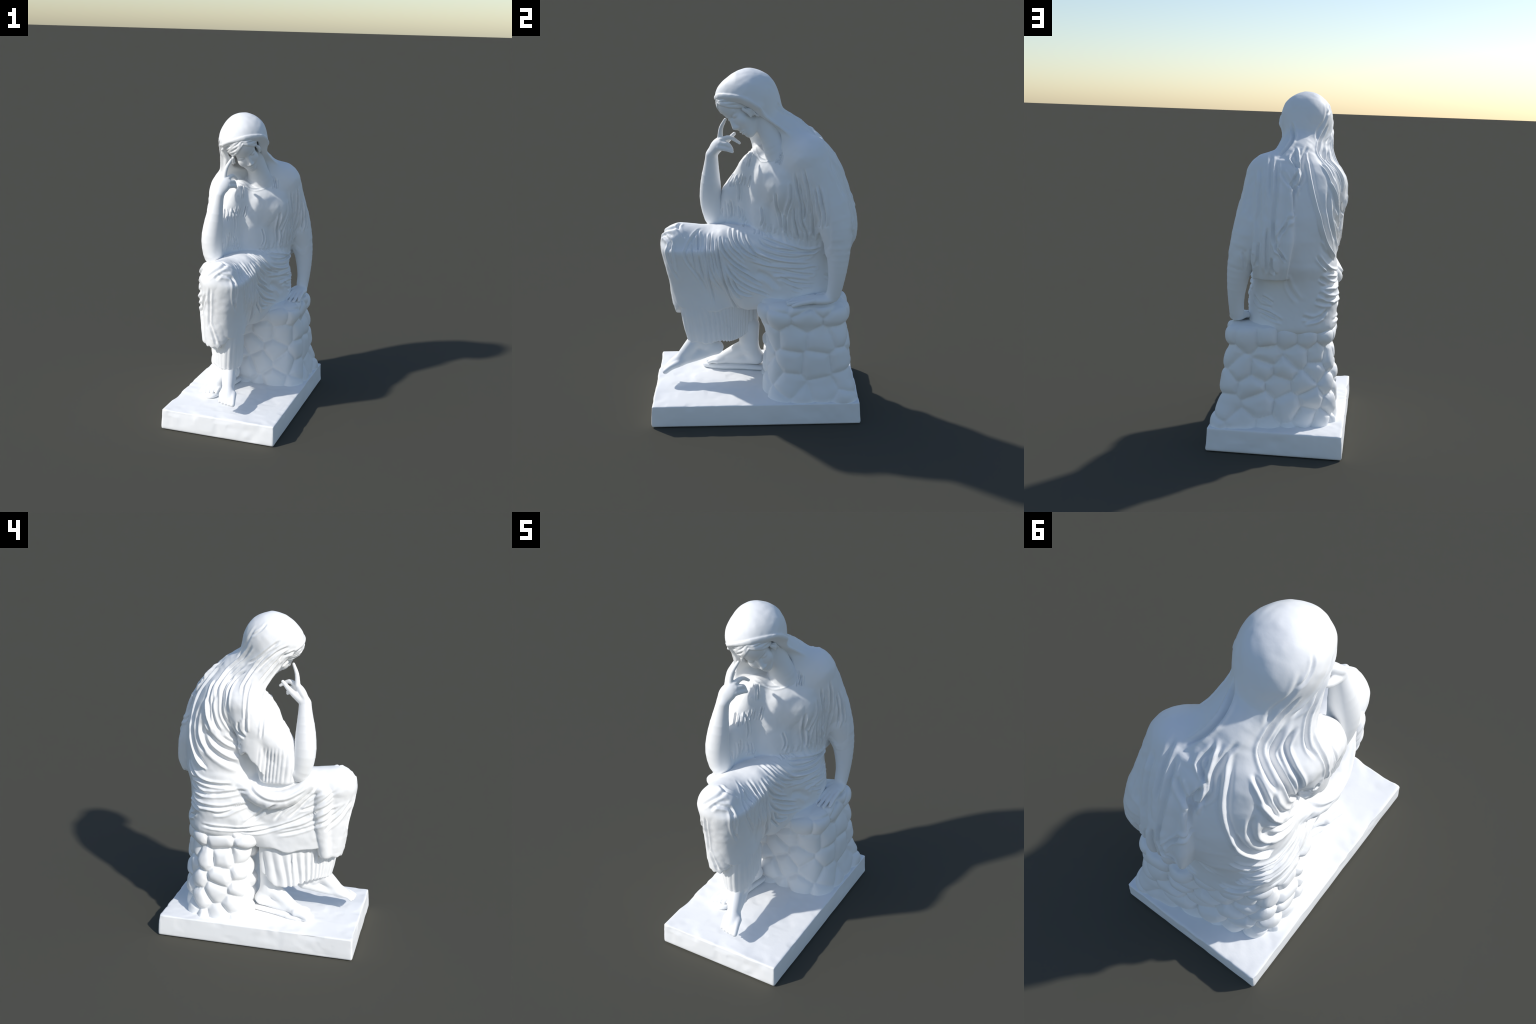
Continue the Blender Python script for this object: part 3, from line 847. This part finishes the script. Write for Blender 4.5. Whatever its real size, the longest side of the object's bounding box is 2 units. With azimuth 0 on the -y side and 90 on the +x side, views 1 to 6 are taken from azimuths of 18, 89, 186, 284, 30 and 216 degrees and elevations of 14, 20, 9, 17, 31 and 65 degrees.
R.fold([(0.070, -0.149, 1.057), (0.108, -0.121, 0.999), (0.124, -0.060, 0.938), (0.125, -0.046, 0.918)], w=0.0064, h=-0.0149)
R.fold([(0.000, -0.096, 1.099), (0.102, -0.087, 1.032), (0.125, -0.049, 0.989), (0.150, 0.030, 0.951), (0.177, 0.124, 0.913)], w=0.0064, h=-0.0162)
R.fold([(0.000, -0.125, 1.100), (0.081, -0.120, 1.050), (0.111, -0.092, 1.010), (0.123, -0.064, 0.978)], w=0.0064, h=-0.0121)
R.fold([(0.045, -0.057, 1.088), (0.105, -0.039, 1.042), (0.140, 0.007, 0.983), (0.161, 0.068, 0.944)], w=0.0064, h=-0.0162)
R.fold([(0.089, 0.028, 1.070), (0.126, 0.051, 1.037), (0.156, 0.102, 1.017), (0.183, 0.219, 1.004), (0.170, 0.337, 0.997), (0.252, 0.406, 1.039)], w=0.0064, h=-0.0162)
R.fold([(0.129, 0.008, 1.019), (0.156, 0.069, 0.987), (0.181, 0.148, 0.969), (0.179, 0.290, 0.966), (0.260, 0.410, 1.013)], w=0.0074, h=-0.0162)
R.fold([(0.157, 0.068, 0.902), (0.194, 0.180, 0.888), (0.195, 0.313, 0.866), (0.270, 0.425, 0.882)], w=0.0064, h=-0.0149)
R.fold([(0.183, 0.143, 0.860), (0.198, 0.194, 0.829), (0.201, 0.289, 0.808), (0.189, 0.356, 0.802)], w=0.0064, h=-0.0149)
R.fold([(0.193, 0.279, 0.901), (0.181, 0.337, 0.901), (0.259, 0.421, 0.908)], w=0.0064, h=-0.0108)
R.fold([(0.095, -0.166, 0.909), (0.109, -0.120, 0.832), (0.126, -0.044, 0.775), (0.147, 0.042, 0.745), (0.162, 0.104, 0.719)], w=0.0064, h=-0.0175)
R.fold([(0.097, -0.147, 0.910), (0.121, -0.067, 0.856), (0.138, 0.005, 0.815), (0.156, 0.057, 0.790)], w=0.0064, h=-0.0162)
R.fold([(0.102, -0.158, 0.840), (0.094, -0.132, 0.764), (0.104, -0.103, 0.721), (0.103, -0.066, 0.678)], w=0.0064, h=-0.0149)
R.fold([(0.108, -0.125, 0.821), (0.109, -0.093, 0.748), (0.119, -0.055, 0.725), (0.134, 0.003, 0.720)], w=0.0064, h=-0.0162)
R.fold([(0.204, 0.217, 0.795), (0.204, 0.250, 0.779), (0.203, 0.279, 0.773)], w=0.0064, h=-0.0121)
R.fold([(0.135, 0.010, 0.870), (0.157, 0.076, 0.846), (0.189, 0.156, 0.775)], w=0.0166, h=-0.0162)
R.fold([(0.130, -0.016, 1.000), (0.162, 0.078, 0.969), (0.191, 0.195, 0.947), (0.175, 0.337, 0.929)], w=0.0083, h=0.0108)
R.fold([(0.129, -0.041, 0.940), (0.162, 0.077, 0.919), (0.196, 0.218, 0.914), (0.174, 0.361, 0.903)], w=0.0083, h=0.0108)
R.fold([(0.166, 0.100, 0.849), (0.197, 0.194, 0.859), (0.192, 0.337, 0.834)], w=0.0083, h=0.0108)
R.fold([(-0.038, -0.526, 1.049), (0.030, -0.487, 1.030), (0.048, -0.472, 1.005)], w=0.0092, h=-0.0108)
R.fold([(0.034, -0.467, 1.036), (0.072, -0.462, 0.927), (0.052, -0.459, 0.816)], w=0.0064, h=0.0095)
R.fold([(-0.019, -0.415, 1.096), (-0.027, -0.486, 1.081), (-0.080, -0.530, 1.044), (-0.116, -0.531, 1.014)], w=.010, h=-.007)
R.fold([(0.028, -0.463, 1.049), (-0.011, -0.498, 1.061), (-0.055, -0.544, 1.015)], w=.010, h=-.007)
R.fold([(-0.082, -0.546, 0.971), (-0.094, -0.512, 0.808), (-0.104, -0.492, 0.676)], w=.008, h=-.010)
R.fold([(-0.102, -0.498, 0.739), (-0.075, -0.494, 0.650), (-0.050, -0.480, 0.571)], w=.008, h=-.010)
R.fold([(-0.042, -0.293, 1.085), (0.027, -0.348, 1.047), (0.088, -0.393, 0.966), (0.069, -0.307, 0.795), (0.058, -0.275, 0.704)], w=.007, h=-.010)
R.fold([(-0.002, -0.239, 1.077), (0.057, -0.251, 1.011), (0.086, -0.256, 0.884), (0.050, -0.167, 0.693)], w=.007, h=-.010)
R.fold([(0.054, -0.230, 1.035), (0.091, -0.217, 0.910), (0.073, -0.158, 0.744)], w=.007, h=-.009)
R.fold([(0.030, -0.467, 1.043), (0.059, -0.491, 0.923), (0.054, -0.438, 0.786)], w=.008, h=-.010)
R.fold([(-0.072, -0.415, 1.107), (-0.023, -0.435, 1.098), (0.037, -0.392, 1.039)], w=.008, h=-.008)
# tunic
R.fold([(0.200, 0.237, 1.476), (0.199, 0.252, 1.372), (0.196, 0.272, 1.274), (0.189, 0.276, 1.174), (0.183, 0.300, 1.114), (0.171, 0.313, 1.017)], w=0.0064, h=-0.0162)
R.fold([(0.228, 0.281, 1.510), (0.231, 0.305, 1.396), (0.226, 0.324, 1.298), (0.205, 0.334, 1.202), (0.184, 0.340, 1.121), (0.172, 0.357, 1.034)], w=0.0064, h=-0.0162)
R.fold([(0.249, 0.361, 1.415), (0.262, 0.384, 1.308), (0.272, 0.397, 1.234), (0.268, 0.396, 1.164)], w=0.0064, h=-0.0149)
R.fold([(0.207, 0.260, 1.410), (0.206, 0.275, 1.325), (0.192, 0.292, 1.232), (0.186, 0.280, 1.169)], w=0.0055, h=-0.0135)
R.fold([(0.186, 0.214, 1.417), (0.194, 0.214, 1.315), (0.170, 0.191, 1.227), (0.151, 0.187, 1.105)], w=0.0064, h=-0.0135)
R.fold([(0.161, 0.133, 1.347), (0.138, 0.145, 1.239), (0.135, 0.164, 1.159), (0.139, 0.170, 1.102)], w=0.0074, h=-0.0162)
R.fold([(0.157, 0.179, 1.223), (0.153, 0.183, 1.148), (0.151, 0.187, 1.084)], w=0.0055, h=-0.0135)
R.fold([(0.189, 0.233, 1.273), (0.182, 0.233, 1.189), (0.172, 0.250, 1.115), (0.172, 0.265, 1.056)], w=0.0055, h=-0.0149)
R.fold([(0.058, 0.051, 1.237), (0.075, 0.058, 1.159), (0.064, 0.045, 1.113)], w=0.0055, h=-0.0108)
R.fold([(0.226, 0.309, 1.362), (0.215, 0.318, 1.279), (0.196, 0.323, 1.212)], w=0.0055, h=-0.0121)
R.fold([(0.248, 0.342, 1.400), (0.255, 0.361, 1.290), (0.248, 0.378, 1.207), (0.242, 0.379, 1.131)], w=0.0055, h=-0.0135)
R.fold([(-0.105, -0.128, 1.236), (-0.115, -0.122, 1.155), (-0.123, -0.124, 1.109)], w=0.0055, h=-0.0095)
R.fold([(-0.135, -0.180, 1.176), (-0.135, -0.181, 1.141), (-0.129, -0.182, 1.108)], w=0.0055, h=-0.0095)
R.fold([(-0.107, -0.084, 1.387), (-0.088, -0.074, 1.282), (-0.091, -0.079, 1.213)], w=0.0055, h=-0.0108)
R.fold([(0.089, 0.032, 1.071), (0.142, 0.123, 1.045), (0.178, 0.221, 1.021), (0.171, 0.313, 1.000), (0.161, 0.398, 1.016)], w=0.0064, h=-0.0162)
R.fold([(0.073, 0.126, 1.589), (0.065, 0.104, 1.523), (0.010, 0.066, 1.494), (-0.058, 0.024, 1.520), (-0.114, 0.017, 1.542)], w=.005, h=-.010)
# fans
R.fan([(0.080, 0.066, 1.152), (0.075, 0.061, 1.117), (0.076, 0.049, 1.079)], [(0.125, 0.144, 1.139), (0.126, 0.140, 1.106), (0.129, 0.136, 1.074)], 7, w=.006, h=-.004, seed=21)
R.fan([(-0.089, -0.075, 1.196), (-0.097, -0.081, 1.151), (-0.110, -0.090, 1.113)], [(-0.052, -0.023, 1.121), (-0.063, -0.040, 1.092), (0.032, -0.056, 1.092)], 8, w=.005, h=-.006, seed=22)
R.fan([(-0.146, -0.002, 1.518), (-0.065, -0.120, 1.531), (-0.090, -0.053, 1.447)], [(-0.071, 0.017, 1.528), (-0.058, -0.007, 1.476), (-0.056, -0.025, 1.410)], 8, w=.004, h=-0.0119, seed=23)
R.fan([(-0.156, -0.103, 1.387), (-0.149, -0.130, 1.342), (-0.143, -0.155, 1.298)], [(-0.030, 0.002, 1.405), (-0.038, -0.013, 1.351), (-0.049, -0.025, 1.294)], 7, w=.004, h=-0.0102, seed=24)
R.fan([(0.075, 0.162, 1.583), (0.088, 0.147, 1.543), (0.104, 0.126, 1.483)], [(0.120, 0.187, 1.575), (0.122, 0.169, 1.518), (0.126, 0.147, 1.479)], 6, w=.004, h=-0.0102, seed=25)
R.fan([(-0.137, -0.169, 1.238), (-0.124, -0.164, 1.171), (-0.129, -0.160, 1.098)], [(-0.072, -0.047, 1.196), (-0.071, -0.050, 1.128), (-0.069, -0.070, 1.086)], 6, w=.005, h=-0.0068, seed=26)
R.fan([(0.230, 0.550, 1.137), (0.209, 0.551, 1.070), (0.205, 0.536, 0.999)], [(0.137, 0.567, 1.153), (0.135, 0.565, 1.076), (0.139, 0.556, 1.029)], 5, w=.008, h=-.006, seed=27)
R.fan([(0.199, 0.383, 1.583), (0.218, 0.459, 1.420), (0.231, 0.528, 1.254)], [(0.110, 0.435, 1.567), (0.099, 0.522, 1.402), (0.081, 0.576, 1.238)], 6, w=0.0112, h=-0.0078, seed=28)
R.fan([(0.003, 0.000, 1.098), (0.060, 0.009, 1.086), (0.090, -0.001, 1.066)], [(0.099, 0.104, 1.107), (0.108, 0.113, 1.080), (0.133, 0.127, 1.058)], 6, w=.006, h=-.006, seed=29)
R.fan([(0.130, 0.160, 1.126), (0.147, 0.178, 1.092), (0.162, 0.196, 1.057)], [(0.245, 0.378, 1.140), (0.172, 0.374, 1.072), (0.168, 0.365, 1.031)], 6, w=.006, h=-.006, seed=30)
# END FOLDS
# pleats of the hanging sleeve and of the tunic under the left arm
arm = band(v[:, 2], 1.03, 1.23, 0.03) * band(v[:, 1], -0.19, 0.0, 0.02) * (1 - ramp(v[:, 0], -0.22, -0.18))
R.pleats(v[:, 1] * 38 + v[:, 2] * 4, arm, 0.014, 5, 0.1)
side = band(v[:, 2], 1.02, 1.36, 0.08) * ramp(v[:, 0], 0.05, 0.10) * band(v[:, 1], 0.10, 0.42, 0.05)
R.pleats(v[:, 1] * 26 - v[:, 0] * 10, side, 0.014, 9, 0.15)
R.h = 0.021 * np.tanh(R.h / 0.021) + 0.0022 * noise(v, 16) + 0.0012 * noise(v, 38, 7)
v = v + n * R.h[:, None]
vc = v[q].mean(1).astype(F)
lab = np.argmin(np.stack(cloth_fields(vc)), 0)
add_split(v, q, lab, CLOTH)

v, q = polygonise(under_sdf, (-0.24, -0.52, 0.30), (0.18, 0.14, 0.80), 0.0045)
n = normals(v, q)
R = Relief(v, n)
ang = np.arctan2((v[:, 1] + 0.19) * 0.5, v[:, 0] + 0.03)
R.pleats(ang * 5.6 + 0.9 * noise(v * (1, 1, 0.3), 7), ramp(-v[:, 2], -0.72, -0.5) * (0.7 + 0.5 * noise(v, 9, 2)), 0.014, 2, 0.3)
R.h += 0.003 * noise(v, 20)
v = v + n * R.h[:, None]
add("pleated_skirt", v, q)
